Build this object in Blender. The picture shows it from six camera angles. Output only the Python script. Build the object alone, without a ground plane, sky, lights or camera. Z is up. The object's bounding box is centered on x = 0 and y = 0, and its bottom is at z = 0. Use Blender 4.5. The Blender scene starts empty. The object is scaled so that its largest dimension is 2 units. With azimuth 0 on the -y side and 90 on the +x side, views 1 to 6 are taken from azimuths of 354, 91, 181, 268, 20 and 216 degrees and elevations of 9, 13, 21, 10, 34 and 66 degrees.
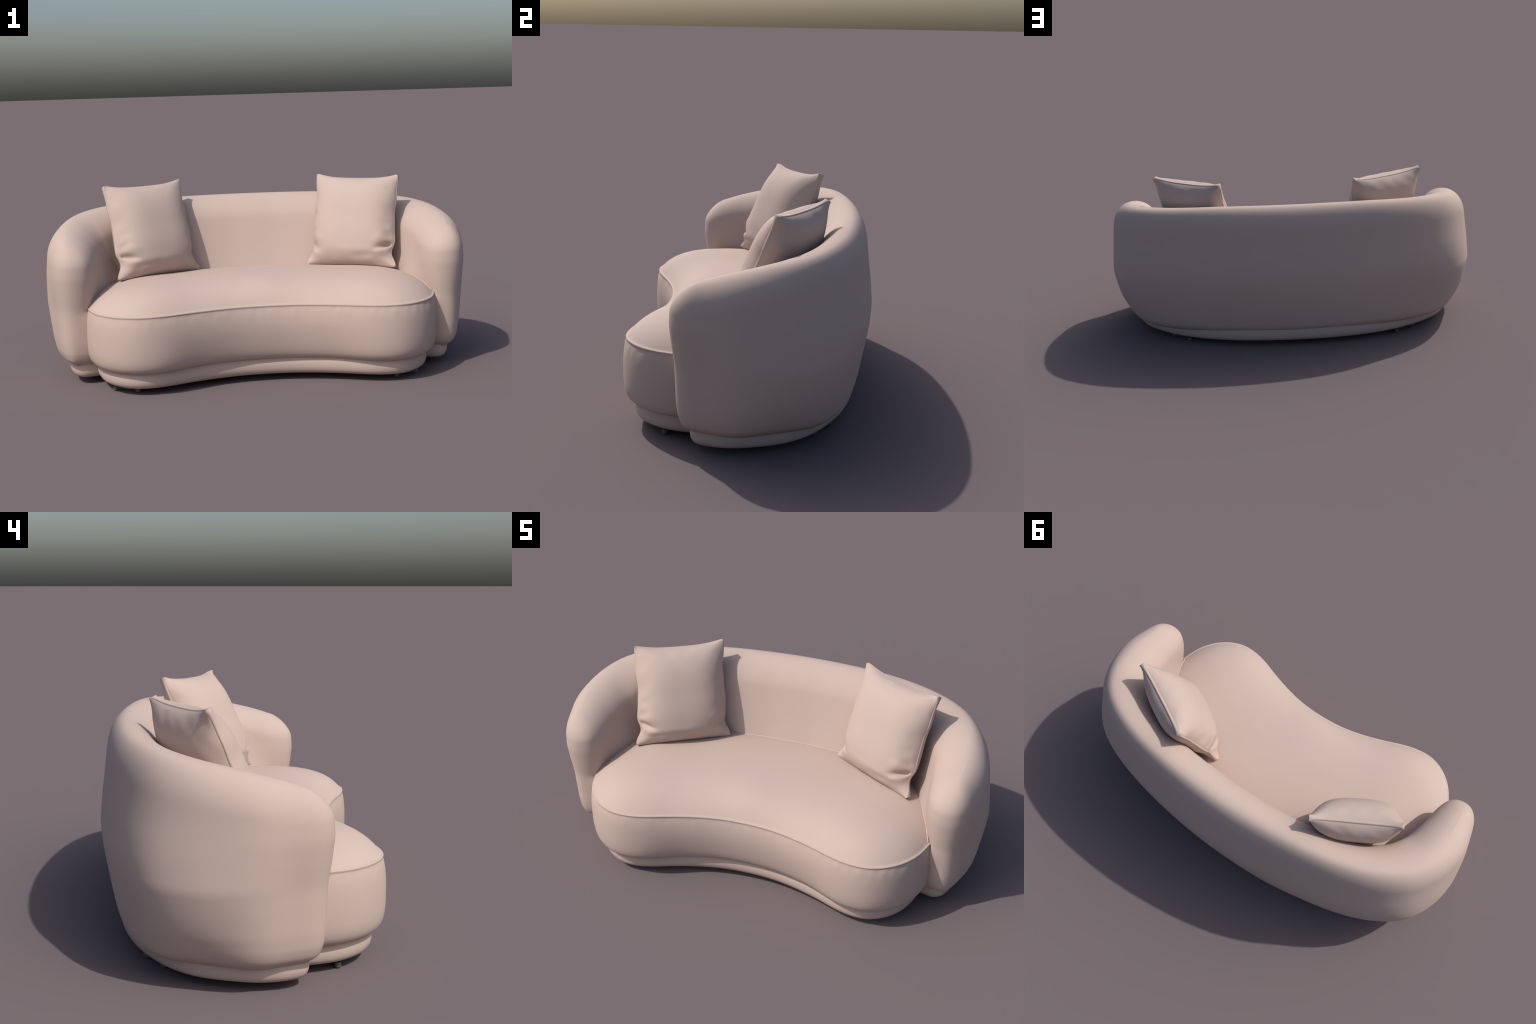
# Curved two-seat sofa (kidney seat inside a wrap-around upholstered shell) with two throw pillows.
import bpy, math, bmesh
import numpy as np
from mathutils import Vector
from mathutils.bvhtree import BVHTree

# ---------------------------------------------------------------- helpers
def spline(pts, t):
    """Natural cubic spline through pts at parameters 0..n-1, evaluated at t."""
    pts = np.asarray(pts, float)
    n = len(pts)
    A = np.zeros((n, n)); B = np.zeros_like(pts)
    A[0, 0] = A[-1, -1] = 1
    for i in range(1, n - 1):
        A[i, i - 1:i + 2] = (1, 4, 1)
        B[i] = 6 * (pts[i + 1] - 2 * pts[i] + pts[i - 1])
    M = np.linalg.solve(A, B)
    t = np.clip(np.asarray(t, float), 0, n - 1)
    i = np.minimum(t.astype(int), n - 2)
    f = (t - i)[:, None]
    a, b = pts[i], pts[i + 1]
    return ((1 - f) * a + f * b + ((1 - f) ** 3 - (1 - f)) * M[i] / 6 + (f ** 3 - f) * M[i + 1] / 6)

def even(poly, n, closed=False):
    """Resample a polyline to n points of equal spacing."""
    p = np.asarray(poly, float)
    if closed:
        p = np.vstack([p, p[:1]])
    d = np.r_[0, np.cumsum(np.linalg.norm(np.diff(p, axis=0), axis=1))]
    s = np.linspace(0, d[-1], n + 1)[:-1] if closed else np.linspace(0, d[-1], n)
    return np.stack([np.interp(s, d, p[:, k]) for k in range(p.shape[1])], 1)

def smooth_table(zs, vs, z, r=0.018):
    """Piecewise-linear table softened by a small box average."""
    k = np.linspace(-r, r, 9)
    return np.mean([np.interp(np.asarray(z) + o, zs, vs) for o in k], axis=0)

def sstep(a, b, x):
    t = np.clip((np.asarray(x, float) - a) / (b - a), 0, 1)
    return t * t * (3 - 2 * t)

def new_mesh(name, verts, faces, mat, parent=None, smooth=True):
    me = bpy.data.meshes.new(name)
    me.from_pydata([tuple(map(float, v)) for v in verts], [], [tuple(map(int, f)) for f in faces])
    me.validate(); me.update()
    if smooth:
        me.polygons.foreach_set("use_smooth", [True] * len(me.polygons))
    me.materials.append(mat)
    ob = bpy.data.objects.new(name, me)
    bpy.context.scene.collection.objects.link(ob)
    ob.parent = parent
    return ob

def empty(name):
    ob = bpy.data.objects.new(name, None)
    bpy.context.scene.collection.objects.link(ob)
    return ob

def tube(path, r, segs=8, closed=False):
    p = np.asarray(path, float); n = len(p)
    if closed:
        t = np.roll(p, -1, 0) - np.roll(p, 1, 0)
    else:
        t = np.gradient(p, axis=0)
    t /= np.linalg.norm(t, axis=1)[:, None]
    V = []; F = []
    ref = np.array([0.03, 0.05, 1.0])
    for i in range(n):
        a = np.cross(t[i], ref)
        if np.linalg.norm(a) < 1e-3:
            a = np.cross(t[i], [1, 0, 0])
        a /= np.linalg.norm(a); b = np.cross(t[i], a)
        for j in range(segs):
            w = 2 * math.pi * j / segs
            V.append(p[i] + r * (math.cos(w) * a + math.sin(w) * b))
    m = n if closed else n - 1
    for i in range(m):
        k = (i + 1) % n
        for j in range(segs):
            l = (j + 1) % segs
            F.append((i * segs + j, i * segs + l, k * segs + l, k * segs + j))
    if not closed:
        F.append(tuple(range(segs))[::-1]); F.append(tuple((n - 1) * segs + j for j in range(segs)))
    return V, F

def split_parts(bm, tag, names, mat):
    """Separate one smooth body into named parts by face tag; borders coincide and keep the body's normals."""
    bm.verts.ensure_lookup_table()
    bm.normal_update()
    co = [v.co.copy() for v in bm.verts]; no = [v.normal.copy() for v in bm.verts]
    faces = [([v.index for v in f.verts], f[tag]) for f in bm.faces]
    bm.free()
    out = []
    for key, name in names:
        fs = [f for f, s in faces if s == key]
        used = sorted({v for f in fs for v in f}); idx = {v: k for k, v in enumerate(used)}
        ob = new_mesh(name, [co[v] for v in used], [[idx[v] for v in f] for f in fs], mat, sofa)
        ob.data.normals_split_custom_set_from_vertices([no[v] for v in used])
        out.append(ob)
    return out

def normals_closed(P):
    """Outward plan normals of a counter-clockwise closed curve."""
    t = np.roll(P, -1, 0) - np.roll(P, 1, 0)
    t /= np.linalg.norm(t, axis=1)[:, None]
    return np.stack([t[:, 1], -t[:, 0]], 1)

# ---------------------------------------------------------------- materials
def fabric(name, base, warm, cool, weave=900.0):
    m = bpy.data.materials.new(name); m.use_nodes = True
    nt = m.node_tree; N = nt.nodes; L = nt.links
    bs = N["Principled BSDF"]
    tc = N.new("ShaderNodeTexCoord")
    big = N.new("ShaderNodeTexNoise"); big.inputs["Scale"].default_value = 3.2
    big.inputs["Detail"].default_value = 2.0; big.inputs["Roughness"].default_value = 0.45
    L.new(tc.outputs["Object"], big.inputs["Vector"])
    rp = N.new("ShaderNodeValToRGB")
    rp.color_ramp.elements[0].position = 0.36; rp.color_ramp.elements[0].color = (*cool, 1)
    rp.color_ramp.elements[1].position = 0.64; rp.color_ramp.elements[1].color = (*warm, 1)
    e = rp.color_ramp.elements.new(0.5); e.color = (*base, 1)
    L.new(big.outputs["Fac"], rp.inputs["Fac"])
    # fine felt grain
    fine = N.new("ShaderNodeTexNoise"); fine.inputs["Scale"].default_value = weave
    fine.inputs["Detail"].default_value = 2.0
    L.new(tc.outputs["Object"], fine.inputs["Vector"])
    mr = N.new("ShaderNodeMapRange")
    mr.inputs["To Min"].default_value = 0.97; mr.inputs["To Max"].default_value = 1.03
    L.new(fine.outputs["Fac"], mr.inputs["Value"])
    mx = N.new("ShaderNodeMix"); mx.data_type = 'RGBA'; mx.blend_type = 'MULTIPLY'
    mx.inputs[0].default_value = 1.0
    L.new(rp.outputs["Color"], mx.inputs[6]); L.new(mr.outputs["Result"], mx.inputs[7])
    L.new(mx.outputs[2], bs.inputs["Base Color"])
    bp = N.new("ShaderNodeBump"); bp.inputs["Strength"].default_value = 0.06
    bp.inputs["Distance"].default_value = 0.001
    L.new(fine.outputs["Fac"], bp.inputs["Height"]); L.new(bp.outputs["Normal"], bs.inputs["Normal"])
    bs.inputs["Roughness"].default_value = 0.85
    bs.inputs["Specular IOR Level"].default_value = 0.25
    return m

FAB = fabric("blush_fabric", (0.469, 0.368, 0.322), (0.471, 0.368, 0.321), (0.467, 0.368, 0.323))
BASEFAB = fabric("plinth_fabric", (0.464, 0.365, 0.320), (0.466, 0.365, 0.319), (0.462, 0.365, 0.321))

def plain(name, col, rough):
    m = bpy.data.materials.new(name); m.use_nodes = True
    nt = m.node_tree; bs = nt.nodes["Principled BSDF"]
    no = nt.nodes.new("ShaderNodeTexNoise"); no.inputs["Scale"].default_value = 60
    tc = nt.nodes.new("ShaderNodeTexCoord"); nt.links.new(tc.outputs["Object"], no.inputs["Vector"])
    rp = nt.nodes.new("ShaderNodeValToRGB")
    rp.color_ramp.elements[0].color = (*[c * 0.85 for c in col], 1)
    rp.color_ramp.elements[1].color = (*[c * 1.15 for c in col], 1)
    nt.links.new(no.outputs["Fac"], rp.inputs["Fac"]); nt.links.new(rp.outputs["Color"], bs.inputs["Base Color"])
    bs.inputs["Roughness"].default_value = rough
    return m

FOOT = plain("dark_foot_plastic", (0.085, 0.082, 0.072), 0.5)

# ---------------------------------------------------------------- sofa root
sofa = empty("curved_sofa")
sofa["label"] = "curved blush fabric sofa with kidney seat and wrap-around back"
sofa["category"] = "sofa"

# ---------------------------------------------------------------- shell (backrest + armrests)
# stations from the middle of the back (x = 0) to the start of the arm nose:
#   outer wall at its widest | ridge and its height | inner wall at seat level
STATIONS = [
    ((0.000, 0.511), (0.000, 0.405, 0.789), (0.000, 0.203)),
    ((0.250, 0.498), (0.238, 0.396, 0.788), (0.223, 0.197)),
    ((0.450, 0.471), (0.430, 0.374, 0.784), (0.396, 0.177)),
    ((0.623, 0.431), (0.594, 0.336, 0.774), (0.527, 0.139)),
    ((0.788, 0.367), (0.737, 0.273, 0.761), (0.617, 0.087)),
    ((0.906, 0.281), (0.829, 0.189, 0.746), (0.662, 0.031)),
    ((0.971, 0.172), (0.874, 0.089, 0.729), (0.692, -0.022)),
    ((1.000, 0.060), (0.890, -0.009, 0.709), (0.716, -0.076)),
    ((1.001, -0.060), (0.890, -0.105, 0.686), (0.738, -0.134)),
    ((0.970, -0.166), (0.878, -0.185, 0.662), (0.758, -0.196)),
]
NOSE = [(0.970, -0.166), (0.945, -0.241), (0.896, -0.290), (0.834, -0.294), (0.782, -0.262), (0.758, -0.196)]
NS, NN, NZ, NC = 150, 40, 34, 16

def mirror_ext(P):
    P = [np.array(p, float) for p in P]
    m = P[2:0:-1]
    m = [np.r_[-q[0], q[1:]] for q in m]
    return m + P

def shell_columns():
    t = np.linspace(0, len(STATIONS) - 1, NS) + 2
    def tail(P, nxt):      # carry the curve on into the nose so that tangents agree
        return spline(mirror_ext(P) + [np.array(nxt, float)], t)
    out = tail([s[0] for s in STATIONS], NOSE[1])
    rid = spline(mirror_ext([s[1] for s in STATIONS]), t)
    inn = tail([s[2] for s in STATIONS], NOSE[-2])
    fx = np.array([0.0, 0.105, 0.30, 0.47])          # upright panel edges of the inner back
    fy = np.interp(fx, inn[:75, 0], inn[:75, 1]); fy[0] = fy[1] = fy[1] + 0.001; fy[2] -= 0.004
    facet = np.mean([np.interp(np.abs(inn[:, 0] + o), fx, fy) for o in np.linspace(-0.006, 0.006, 5)], axis=0)
    k = 1 - sstep(0.40, 0.46, inn[:, 0])
    inn[:, 1] = inn[:, 1] * (1 - k) + facet * k
    nose = spline([STATIONS[-2][0]] + NOSE + [STATIONS[-2][2]], np.linspace(1, len(NOSE), NN))
    C = np.vstack([out, nose[1:-1], inn[::-1]])
    R = np.vstack([rid, np.repeat(rid[-1:], NN - 2, 0), rid[::-1]])
    T = np.gradient(C, axis=0)
    T[0] = (1, 0); T[-1] = (-1, 0)
    T /= np.linalg.norm(T, axis=1)[:, None]
    Nrm = np.stack([-T[:, 1], T[:, 0]], 1)          # outward (left of travel: clockwise loop)
    for _ in range(6):                               # calm the normals round the joint of the curves
        Nrm[1:-1] = (Nrm[:-2] + 2 * Nrm[1:-1] + Nrm[2:]) / 4
    Nrm /= np.linalg.norm(Nrm, axis=1)[:, None]
    n = len(C)
    u = np.arange(n)
    wN = sstep(NS - 46, NS + 16, u) * (1 - sstep(NS + NN - 12, NS + NN + 23, u))
    wI = sstep(NS + NN // 2 - 4, NS + NN + 6, u) * (1 - wN)
    wO = 1 - wN - wI
    frac = np.clip(np.minimum(u, n - 1 - u) / (NS - 1), 0, 1)   # 0 back centre .. 1 nose
    return C, R, Nrm, wO, wN, wI, frac

BACK_Z = [0.088, 0.10, 0.12, 0.15, 0.20, 0.25, 0.30, 0.36, 0.42, 0.50, 0.60, 0.70, 0.80]
BACK_D = [-0.081, -0.062, -0.051, -0.043, -0.033, -0.024, -0.015, -0.005, 0.000, -0.007, -0.020, -0.031, -0.044]
OUT_Z = [0.088, 0.10, 0.12, 0.15, 0.20, 0.28, 0.355, 0.45, 0.55, 0.65, 0.80]
OUT_D = [-0.105, -0.080, -0.062, -0.047, -0.030, -0.013, 0.000, -0.009, -0.022, -0.034, -0.052]
NOSE_Z = [0.088, 0.10, 0.115, 0.15, 0.20, 0.35, 0.43, 0.50, 0.58, 0.80]
NOSE_D = [-0.085, -0.062, -0.045, -0.032, -0.026, -0.020, -0.008, 0.000, -0.004, -0.010]

BACK_PLINTH_HALF = [(0.0, 0.446), (0.225, 0.437), (0.42, 0.405), (0.580, 0.353), (0.737, 0.264), (0.842, 0.155),
                    (0.890, 0.035), (0.907, -0.065), (0.893, -0.155), (0.863, -0.207), (0.822, -0.222),
                    (0.772, -0.212), (0.730, -0.170), (0.680, -0.020), (0.560, 0.110), (0.360, 0.190), (0.0, 0.220)]

def back_plinth_outline():
    H = [np.array(p) for p in BACK_PLINTH_HALF]
    mir = lambda p: p * np.array([-1, 1])
    pts = [mir(p) for p in H[2:0:-1]] + H + [mir(p) for p in H[-2:-4:-1]]
    half = spline(pts, np.linspace(2, 2 + len(H) - 1, 900))
    full = np.vstack([half, (half[1:-1] * np.array([-1, 1]))[::-1]])
    return even(full[::-1], 420, closed=True)      # counter-clockwise

def shell():
    C, R, Nrm, wO, wN, wI, frac = shell_columns()
    n = len(C)
    V = []
    rows = NZ + NC
    fall = R[NS - 1, :2] - R[NS - 4, :2]; fall /= np.linalg.norm(fall)
    u = np.arange(n)
    toe = np.clip(-Nrm[:, 0], 0, 1) * sstep(NS + NN // 2 - 2, NS + NN // 2 + 8, u)
    for i in range(n):
        H = R[i, 2]; roll = 0.115
        zs = H - roll
        lean = 0.094 + (0.042 - 0.094) * sstep(0.6, 0.95, frac[i])
        side = sstep(0.35, 0.65, frac[i]); tip = sstep(0.75, 1.0, frac[i])
        zz = np.r_[0.088 + (zs - 0.088) * np.linspace(0, 1, NZ) ** 1.35,
                   zs + roll * np.sin(np.linspace(0, math.pi / 2, NC + 1)[1:])]
        dO = smooth_table(OUT_Z, OUT_D, zz, 0.008) * (1 - 0.45 * tip * (1 - sstep(0.30, 0.36, zz)))
        dO = side * dO + (1 - side) * smooth_table(BACK_Z, BACK_D, zz, 0.008)
        corner = math.exp(-((frac[i] - 0.53) / 0.15) ** 2)      # rear corners: full belly, drawn in above
        dO = dO - 0.011 * corner * sstep(0.48, 0.72, zz) + 0.007 * corner * sstep(0.14, 0.34, zz) * (1 - sstep(0.40, 0.60, zz))
        dO = dO - 0.012 * math.exp(-((frac[i] - 0.67) / 0.12) ** 2) * (1 - sstep(0.10, 0.26, zz))
        dN = smooth_table(NOSE_Z, NOSE_D, zz, 0.008)
        dI = -lean * np.clip((zz - 0.42) / 0.32, 0, 1.25) - 0.02 * (1 - sstep(0.09, 0.13, zz))
        d = wO[i] * dO + wN[i] * dN + wI[i] * dI
        W = C[i][None, :] + Nrm[i][None, :] * d[:, None]
        h = np.clip((zz - zs) / roll, 0, 1)
        pw = 2.0 + 0.30 * wO[i]
        g = np.clip(1 - h ** pw, 0, 1) ** (1 / pw)
        # below the seat the inner front corner of the arm runs straight in to the seat wall
        W[:, 0] -= 0.055 * toe[i] * (1 - sstep(0.29, 0.355, zz))
        P = R[i, :2][None, :] + (W - R[i, :2][None, :]) * g[:, None]
        # the ridge keeps falling over the nose
        ahead = np.maximum((P - R[i, :2][None, :]) @ fall, 0) * (1 if NS <= i < NS + NN - 2 else 0)
        zz = zz - 0.28 * ahead * h
        V += [(P[k, 0], P[k, 1], zz[k]) for k in range(rows)]
    V = np.array(V).reshape(n, rows, 3)
    # relax the joints where the nose cap starts and ends
    w = np.exp(-((u - NS) / 16.0) ** 2) + np.exp(-((u - NS - NN + 2) / 16.0) ** 2)
    w = (np.clip(w, 0, 1) * 0.5)[1:-1, None, None]
    for _ in range(24):
        V[1:-1] += w * ((V[:-2] + V[2:]) / 2 - V[1:-1])
    V[:, -1, :2] = np.where((u >= NS - 1)[:, None] & (u <= NS + NN - 2)[:, None], V[NS + NN // 2 - 1, -1, :2], V[:, -1, :2])
    V[:, -1, 2] = np.where((u >= NS - 1) & (u <= NS + NN - 2), V[NS + NN // 2 - 1, -1, 2], V[:, -1, 2])
    return V, n, rows

def build_shell():
    V, n, rows = shell()
    # closed loop of columns: the right half plus its mirror image (shared columns at x = 0)
    full = np.concatenate([V, V[1:-1][::-1] * np.array([-1, 1, 1])], 0)
    m = len(full)
    verts = full.reshape(-1, 3)
    F = []; arm = []
    half = n
    def is_arm(i):
        j = i if i < half else 2 * (half - 1) - i
        k = min(j, half - 1 - j)
        return k > NS * 0.56
    for i in range(m):
        k = (i + 1) % m
        a = is_arm(i) and is_arm(k)
        side = 0 if not a else (1 if i < half else -1)
        for r in range(rows - 1):
            F.append((i * rows + r, k * rows + r, k * rows + r + 1, i * rows + r + 1)); arm.append(side)
    # underside: bridge outer and inner bottom rings
    for j in range((half - 1) // 2):
        for sgn in (1, -1):
            a, b, c, d = j, j + 1, half - 2 - j, half - 1 - j
            if sgn < 0:
                q = [(2 * (half - 1) - t) % m for t in (a, b, c, d)]
            else:
                q = [a, b, c, d]
            f = [t * rows for t in q]
            f = list(dict.fromkeys(f))
            if len(f) >= 3:
                F.append(tuple(f if sgn > 0 else f[::-1]))
                arm.append(sgn if j > NS * 0.56 else 0)
    me = bpy.data.meshes.new("shell_whole")
    me.from_pydata([tuple(v) for v in verts], [], F); me.update()
    bm = bmesh.new(); bm.from_mesh(me); bpy.data.meshes.remove(me)
    tag = bm.faces.layers.int.new("side")
    for f, s in zip(bm.faces, arm):
        f[tag] = s
    bmesh.ops.remove_doubles(bm, verts=bm.verts, dist=1e-5)
    bmesh.ops.recalc_face_normals(bm, faces=bm.faces)
    split_parts(bm, tag, ((0, "backrest"), (1, "armrest"), (-1, "armrest")), FAB)

build_shell()

# ---------------------------------------------------------------- generic upholstered slab (closed outline, profile of offset/height)
def slab(outline, profile, cap_z=None, bottom=True):
    """Rings of a closed CCW outline offset along its normals; profile from bottom to top."""
    Nn = normals_closed(outline)
    n = len(outline); V = []; F = []
    for off, z in profile:
        P = outline + Nn * off
        V += [(p[0], p[1], z) for p in P]
    for r in range(len(profile) - 1):
        for i in range(n):
            k = (i + 1) % n
            F.append((r * n + i, r * n + k, (r + 1) * n + k, (r + 1) * n + i))
    if bottom:
        F.append(tuple(range(n))[::-1])
    if cap_z is not None:
        F.append(tuple((len(profile) - 1) * n + i for i in range(n)))
    return V, F

# ---------------------------------------------------------------- seat
SEAT_HALF = [(0.0, -0.378), (0.10, -0.383), (0.20, -0.401), (0.30, -0.430), (0.38, -0.459), (0.46, -0.486),
             (0.55, -0.498), (0.63, -0.481), (0.703, -0.433), (0.760, -0.359), (0.792, -0.272), (0.808, -0.170),
             (0.795, -0.040), (0.735, 0.100), (0.610, 0.215), (0.430, 0.290), (0.220, 0.325), (0.0, 0.335)]

def seat_outline(n):
    H = [np.array(p) for p in SEAT_HALF]
    mir = lambda p: p * np.array([-1, 1])
    pts = [mir(p) for p in H[3:0:-1]] + H + [mir(p) for p in H[-2:-5:-1]]
    t = np.linspace(3, 3 + len(H) - 1, 900)
    half = spline(pts, t)
    full = np.vstack([half, (half[1:-1] * np.array([-1, 1]))[::-1]])
    return even(full, n, closed=True)

SEAT = seat_outline(420)
SEAT_WALL = [(-0.075, 0.092), (-0.047, 0.094), (-0.027, 0.099), (-0.012, 0.108), (-0.001, 0.119), (0.006, 0.135),
             (0.0105, 0.155), (0.013, 0.185), (0.0135, 0.220), (0.013, 0.255), (0.0115, 0.285), (0.009, 0.310),
             (0.006, 0.328), (0.003, 0.340), (0.0008, 0.3475), (0.0000, 0.3515)]
WELT = [(0.0006, 0.3540), (0.0016, 0.3565), (0.0018, 0.3590), (0.0006, 0.3613), (-0.0025, 0.3625), (-0.0055, 0.3625)]

def seat_height(d, P, front):
    """Crown of the seat top over the distance d from the welt; fuller behind the front hollow."""
    hollow = front * np.exp(-(P[:, 0] / 0.17) ** 2)
    flank = np.exp(-((np.abs(P[:, 0]) - 0.36) / 0.12) ** 2)
    k = 0.096 - 0.036 * hollow + 0.010 * flank
    return 0.3615 + 0.106 * (1 - np.exp(-d / k)) - 0.004 * flank * (1 - np.exp(-d / 0.05))

def seat_mid(P):
    x = P[:, 0]
    return np.stack([x * 0.60, -0.035 - 0.12 * (np.abs(x) * 0.6 / 0.45) ** 2], 1)

def build_seat():
    prof = SEAT_WALL + WELT
    V, F = slab(SEAT, prof, None, bottom=True)
    n = len(SEAT); V = list(V)
    Nn = normals_closed(SEAT)
    front = sstep(0.1, -0.2, SEAT[:, 1])
    for r, (off, z) in enumerate(SEAT_WALL):
        w = math.exp(-((z - 0.334) / 0.012) ** 2)
        for i in range(n):
            a = i * 2 * math.pi / n
            # small puckers where the cover is gathered under the welt
            p = math.sin(a * 61) * math.sin(a * 23 + 1) + 0.7 * math.sin(a * 97 + 2) * math.sin(a * 11)
            d = 0.0013 * p * w
            # the hollow of the front tucks in towards the floor
            d -= (0.001 + 0.018 * (1 - sstep(0.25, 0.52, abs(SEAT[i, 0])))) * (1 - sstep(0.10, 0.29, z))
            q = V[r * n + i]
            V[r * n + i] = (q[0] + Nn[i, 0] * d, q[1] + Nn[i, 1] * d, q[2])
    tags = [1 if len(SEAT_WALL) - 1 <= k // n < len(prof) - 1 else 0 for k in range(len(F) - 1)] + [0]
    S = seat_mid(SEAT)
    rim = SEAT + Nn * WELT[-1][0]
    L = np.linalg.norm(rim - S, axis=1)
    dist = [0.004, 0.009, 0.016, 0.026, 0.04, 0.058, 0.08, 0.105, 0.135, 0.17, 0.205, 0.24, 0.275, 0.30]
    base = (len(prof) - 1) * n
    for dd in dist:
        t = 1 - dd / 0.325
        P = S + (rim - S) * t
        z = seat_height((1 - t) * L, P, front)
        z = np.maximum(z, 0.3625) if dd < 0.01 else z
        st = len(V)
        V += [(p[0], p[1], q) for p, q in zip(P, z)]
        for i in range(n):
            k = (i + 1) % n
            F.append((base + i, base + k, st + k, st + i)); tags.append(0)
        base = st
    F.append(tuple(base + i for i in range(n))); tags.append(0)      # close along the middle line
    me = bpy.data.meshes.new("seat_whole")
    me.from_pydata([tuple(map(float, v)) for v in V], [], F); me.update()
    bm = bmesh.new(); bm.from_mesh(me); bpy.data.meshes.remove(me)
    tag = bm.faces.layers.int.new("part")
    for f, k in zip(bm.faces, tags):
        f[tag] = k
    return split_parts(bm, tag, ((0, "seat_cushion"), (1, "seat_piping")), FAB)

seat = build_seat()[0]

def build_welt():
    """Thin rolled edge where the seat top meets the shell."""
    bvh = BVHTree.FromPolygons([v.co for v in seat.data.vertices], [p.vertices for p in seat.data.polygons])
    C, R, Nrm, wO, wN, wI, frac = shell_columns()
    lo = NS + NN - 10
    path = []
    for i in range(lo, len(C)):
        lean = 0.094 + (0.042 - 0.094) * sstep(0.6, 0.95, frac[i])
        p = C[i] + Nrm[i] * (0.001 - lean * 0.06 * wI[i] - 0.014 * wN[i])
        hit = bvh.ray_cast(Vector((p[0], p[1], 1.0)), Vector((0, 0, -1)))[0]
        if hit is not None and hit.z > 0.356:
            path.append((p[0], p[1], hit.z + 0.0005))
    path = np.array(path)
    full = np.vstack([path, (path[:-1] * np.array([-1, 1, 1]))[::-1]])
    V, F = tube(even(full, 260), 0.0034, 8)
    new_mesh("seat_welt", V, F, FAB, sofa)

build_welt()

# ---------------------------------------------------------------- plinths
PL = [(-0.06, 0.026), (-0.038, 0.0265), (-0.022, 0.029), (-0.010, 0.036), (-0.003, 0.048), (0.0, 0.062), (0.0, 0.125)]
sp = even(SEAT + normals_closed(SEAT) * (-0.033 - 0.004 * (1 - sstep(0.25, 0.55, np.abs(SEAT[:, 0]))))[:, None], 300, closed=True)
V, F = slab(sp, PL, True); new_mesh("plinth", V, F, BASEFAB, sofa)

bo = back_plinth_outline()
V, F = slab(bo, PL, True); new_mesh("plinth", V, F, BASEFAB, sofa)

# ---------------------------------------------------------------- feet: small glide plates with four eared screw holes
def foot_mesh():
    V = []; F = []
    def lathe(cx, cy, prof, seg=20):
        st = len(V)
        for r, z in prof:
            for j in range(seg):
                a = 2 * math.pi * j / seg
                V.append((cx + r * math.cos(a), cy + r * math.sin(a), z))
        for k in range(len(prof) - 1):
            for j in range(seg):
                l = (j + 1) % seg
                F.append((st + k * seg + j, st + k * seg + l, st + (k + 1) * seg + l, st + (k + 1) * seg + j))
        F.append(tuple(st + j for j in range(seg))[::-1])
        F.append(tuple(st + (len(prof) - 1) * seg + j for j in range(seg)))
    for sx in (-1, 1):
        for sy in (-1, 1):
            # ear with a sunk screw hole
            lathe(sx * 0.056, sy * 0.052, [(0.0105, 0.0), (0.0120, 0.002), (0.0120, 0.012), (0.0100, 0.0165),
                                           (0.0060, 0.0185), (0.0048, 0.0175), (0.0045, 0.009)])
    lathe(0, 0, [(0.040, 0.0005), (0.042, 0.003), (0.042, 0.011), (0.036, 0.014), (0.020, 0.016), (0.018, 0.03)], 32)
    # web plate joining hub and ears
    for sx in (-1, 1):
        for sy in (-1, 1):
            d = Vector((sx * 0.056, sy * 0.052, 0)).normalized(); p = Vector((-d.y, d.x, 0)) * 0.0085
            st = len(V)
            for s in (0.02, 0.070):
                for q in (-1, 1):
                    for z in (0.0006, 0.0135):
                        c = d * s + p * q; V.append((c.x, c.y, z))
            F.extend([(st, st + 1, st + 3, st + 2), (st + 4, st + 6, st + 7, st + 5), (st, st + 4, st + 5, st + 1),
                      (st + 2, st + 3, st + 7, st + 6), (st + 1, st + 5, st + 7, st + 3), (st, st + 2, st + 6, st + 4)])
    return V, F

V, F = foot_mesh()
foot0 = new_mesh("foot", V, F, FOOT, sofa, smooth=False)
spots = [(0.587, 0.241, math.atan2(0.816, 0.577) - math.pi / 2), (0.616, -0.309, math.atan2(-0.9, 0.43) - math.pi / 2)]
first = True
for x, y, a in spots:
    for s in (1, -1):
        ob = foot0 if first else foot0.copy()
        if not first:
            bpy.context.scene.collection.objects.link(ob)
        first = False
        ob.location = (s * x, y, 0); ob.rotation_euler = (0, 0, s * a)

# ---------------------------------------------------------------- throw pillows
TL, TR = np.array([0.351, 0.300, 0.886]), np.array([0.727, 0.094, 0.884])
BL, BR = np.array([0.268, 0.156, 0.440]), np.array([0.664, -0.092, 0.448])
CEN = (TL + TR + BL + BR) / 4

def wob(x, y, k):
    return (math.sin(x * 5.1 + k) * math.cos(y * 4.3 - k * 1.7) + 0.6 * math.sin(x * 9.7 - y * 7.9 + k * 2.3)
            + 0.4 * math.sin(x * 15.1 + y * 13.3 + k * 0.7))

def pillow_frame():
    ux = (TR - TL) + (BR - BL); ux /= np.linalg.norm(ux)
    uy = (TL - BL) + (TR - BR); uy -= ux * (uy @ ux); uy /= np.linalg.norm(uy)
    return ux, uy, np.cross(ux, uy)     # third axis points out of the front face

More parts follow.
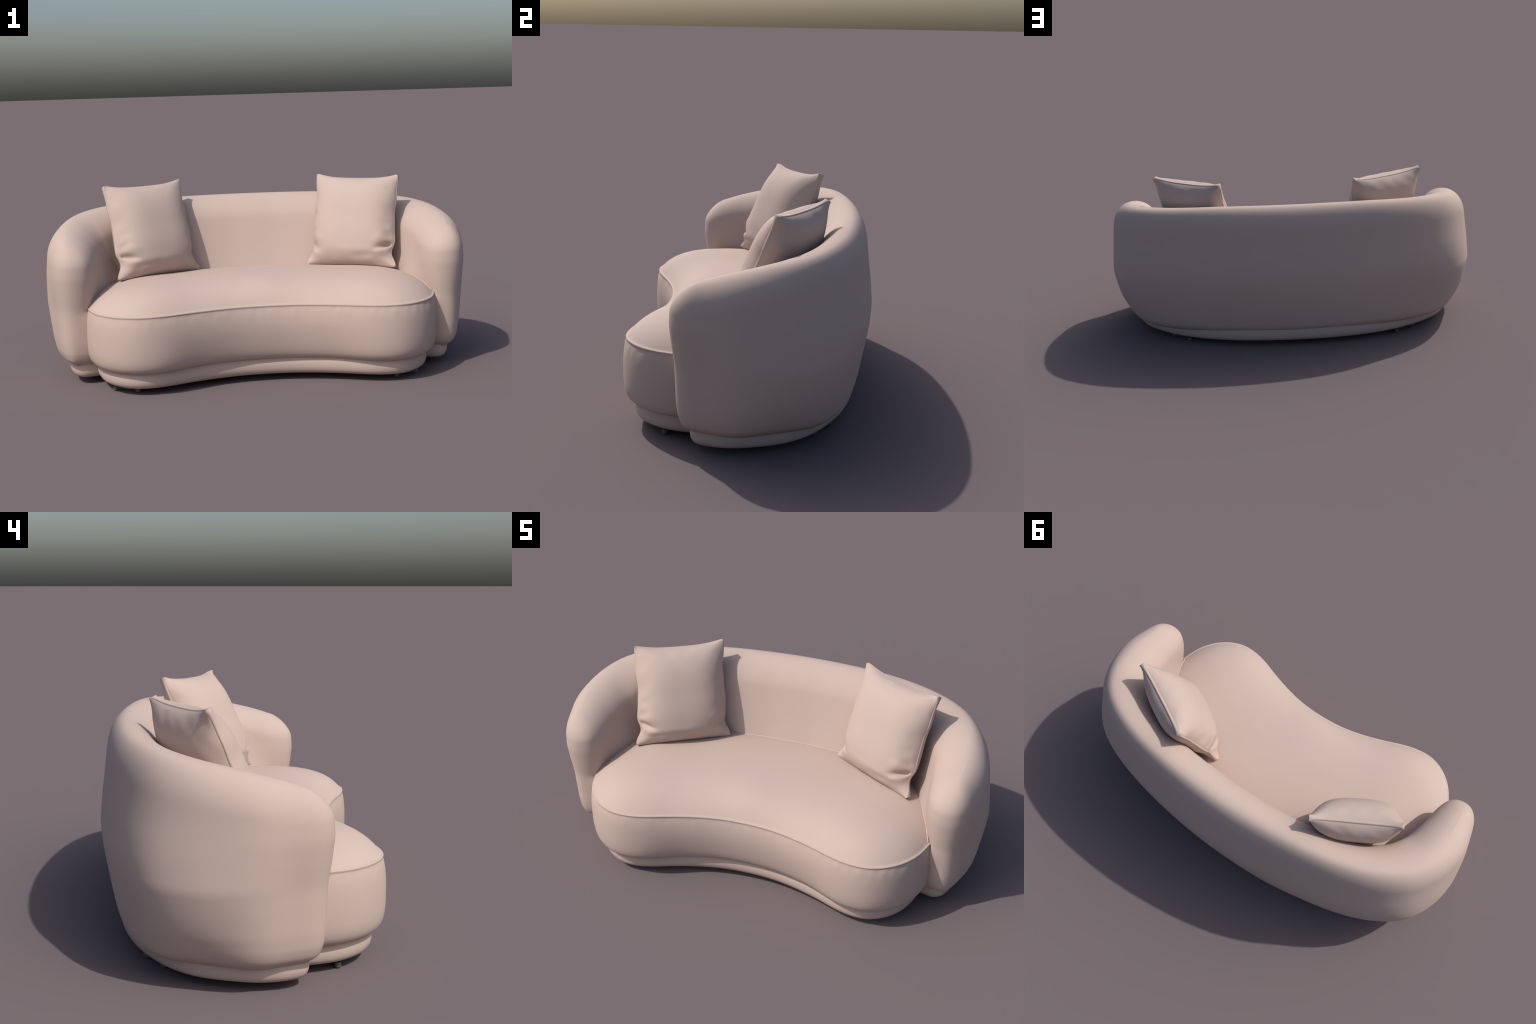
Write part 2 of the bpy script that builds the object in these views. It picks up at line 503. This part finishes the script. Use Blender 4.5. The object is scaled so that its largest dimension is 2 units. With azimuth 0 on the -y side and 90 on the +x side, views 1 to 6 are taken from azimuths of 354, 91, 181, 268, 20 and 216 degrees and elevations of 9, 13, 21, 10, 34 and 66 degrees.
def pillow_edge(a, b):
    """Seam surface: bilinear in the corners, edges drawn in between the corners, tips blunted."""
    ux, uy, un = pillow_frame()
    p = (TL * (1 - a) + TR * (1 + a)) * (1 + b) / 4 + (BL * (1 - a) + BR * (1 + a)) * (1 - b) / 4
    sa, sb = math.copysign(1, a), math.copysign(1, b)
    pull_x = 0.017 * (1 - b * b) + 0.0022 * (1 - b ** 4) * (math.sin(b * 7 + 1.3 * sa) + 0.5 * math.sin(b * 13.7 - sa))
    low = math.exp(-((b + 0.68) / 0.17) ** 2) * 0.018
    pull_y = (0.024 if b > 0 else 0.004) * (1 - abs(a) ** 3)
    tip = (abs(a) * abs(b)) ** 16 * 0.008
    p = p - ux * a * (abs(a) ** 2) * (pull_x + low) - uy * b * (abs(b) ** 3) * pull_y
    return p - ux * sa * tip - uy * sb * tip

def crease(a, b, ca, cb, along, across, turn):
    c, s_ = math.cos(turn), math.sin(turn)
    x, y = (a - ca) * c + (b - cb) * s_, -(a - ca) * s_ + (b - cb) * c
    return math.exp(-(x / along) ** 2 - (y / across) ** 2)

# soft folds of the front cover: centre a, b | length, width | turn | depth (negative: a roll standing proud)
FOLDS = [(0.85, -0.56, 0.18, 0.048, 0.35, 0.026), (0.80, -0.70, 0.22, 0.075, 0.20, -0.010),
         (0.90, -0.36, 0.13, 0.070, -0.30, 0.009), (0.88, -0.12, 0.12, 0.080, -0.2, 0.005),
         (-0.90, -0.60, 0.17, 0.075, -0.40, 0.013), (-0.84, -0.74, 0.18, 0.070, -0.3, -0.007),
         (-0.92, -0.30, 0.12, 0.080, 0.30, 0.007), (-0.93, 0.05, 0.10, 0.10, 0.2, 0.004),
         (0.70, -0.44, 0.16, 0.09, 0.6, -0.005), (-0.72, -0.46, 0.16, 0.09, -0.5, -0.004),
         (0.45, -0.78, 0.30, 0.060, 0.10, 0.004), (0.2, -0.70, 0.6, 0.10, 0.0, -0.004)]

def pillow_point(a, b, side):
    ux, uy, un = pillow_frame()
    p = pillow_edge(a, b)
    q = 0.992                                   # outside this the two covers lie together as a soft lip
    aa, bb = min(abs(a) / q, 1.0), min(abs(b) / q, 1.0)
    ea = 1 - aa ** 3.0
    # the filling sinks: rounder and fuller below, flatter above
    eb = 1 - bb ** (3.3 if b < 0 else 2.7)
    body = ea ** (0.72 + 0.22 * float(sstep(-0.2, -0.9, b))) * eb ** (0.62 if b < 0 else 0.66)
    T = 0.100 if side > 0 else 0.093
    t = T * body * (1 + 0.06 * max(0.0, -b)) + 0.0050 + 0.011 * (aa * bb) ** 8
    rim = min(ea, eb)
    near = math.exp(-((min(1 - abs(a), 1 - abs(b))) / 0.25) ** 2) * min(1, rim * 5)
    t += near * 0.0024 * wob(a * 1.1, b * 1.1, 1.0 if side > 0 else 4.0)
    if side > 0:
        for ca, cb, l, w, turn, d in FOLDS:
            t -= d * crease(a, b, ca, cb, l, w, turn) * min(1, rim * 4)
    drop = -0.012 * body * max(0.0, -b) ** 2          # the belly hangs a little below the seam
    return p + un * side * max(t, 0.0015) + np.array([0, 0, 1]) * drop * (1 if side > 0 else 0)

def build_pillow():
    n = 96
    g = np.sin(np.linspace(-1, 1, n + 1) * math.pi / 2 * 0.94) / math.sin(math.pi / 2 * 0.94)
    V = []; F = []
    ids = {}
    for side in (1, -1):
        for j in range(n + 1):
            for i in range(n + 1):
                rim = i in (0, n) or j in (0, n)
                if rim and side < 0:
                    ids[side, i, j] = ids[1, i, j]; continue
                ids[side, i, j] = len(V)
                V.append(pillow_edge(g[i], g[j]) if rim else pillow_point(g[i], g[j], side))
        for j in range(n):
            for i in range(n):
                f = (ids[side, i, j], ids[side, i + 1, j], ids[side, i + 1, j + 1], ids[side, i, j + 1])
                F.append(f if side > 0 else f[::-1])
    return np.array(V), F

PV, PF = build_pillow()
origin = np.array([CEN[0], CEN[1], 0.44])
pil = None
for s in (1, -1):
    if pil is None:
        pil = new_mesh("throw_pillow", PV - origin, PF, FAB)
        ob = pil
    else:
        ob = pil.copy(); bpy.context.scene.collection.objects.link(ob)
        ob.scale = (-1, 1, 1)
    ob.location = (s * origin[0], origin[1], origin[2])
    ob["label"] = "plump square blush fabric throw pillow with pinched corners"
    ob["category"] = "pillow"
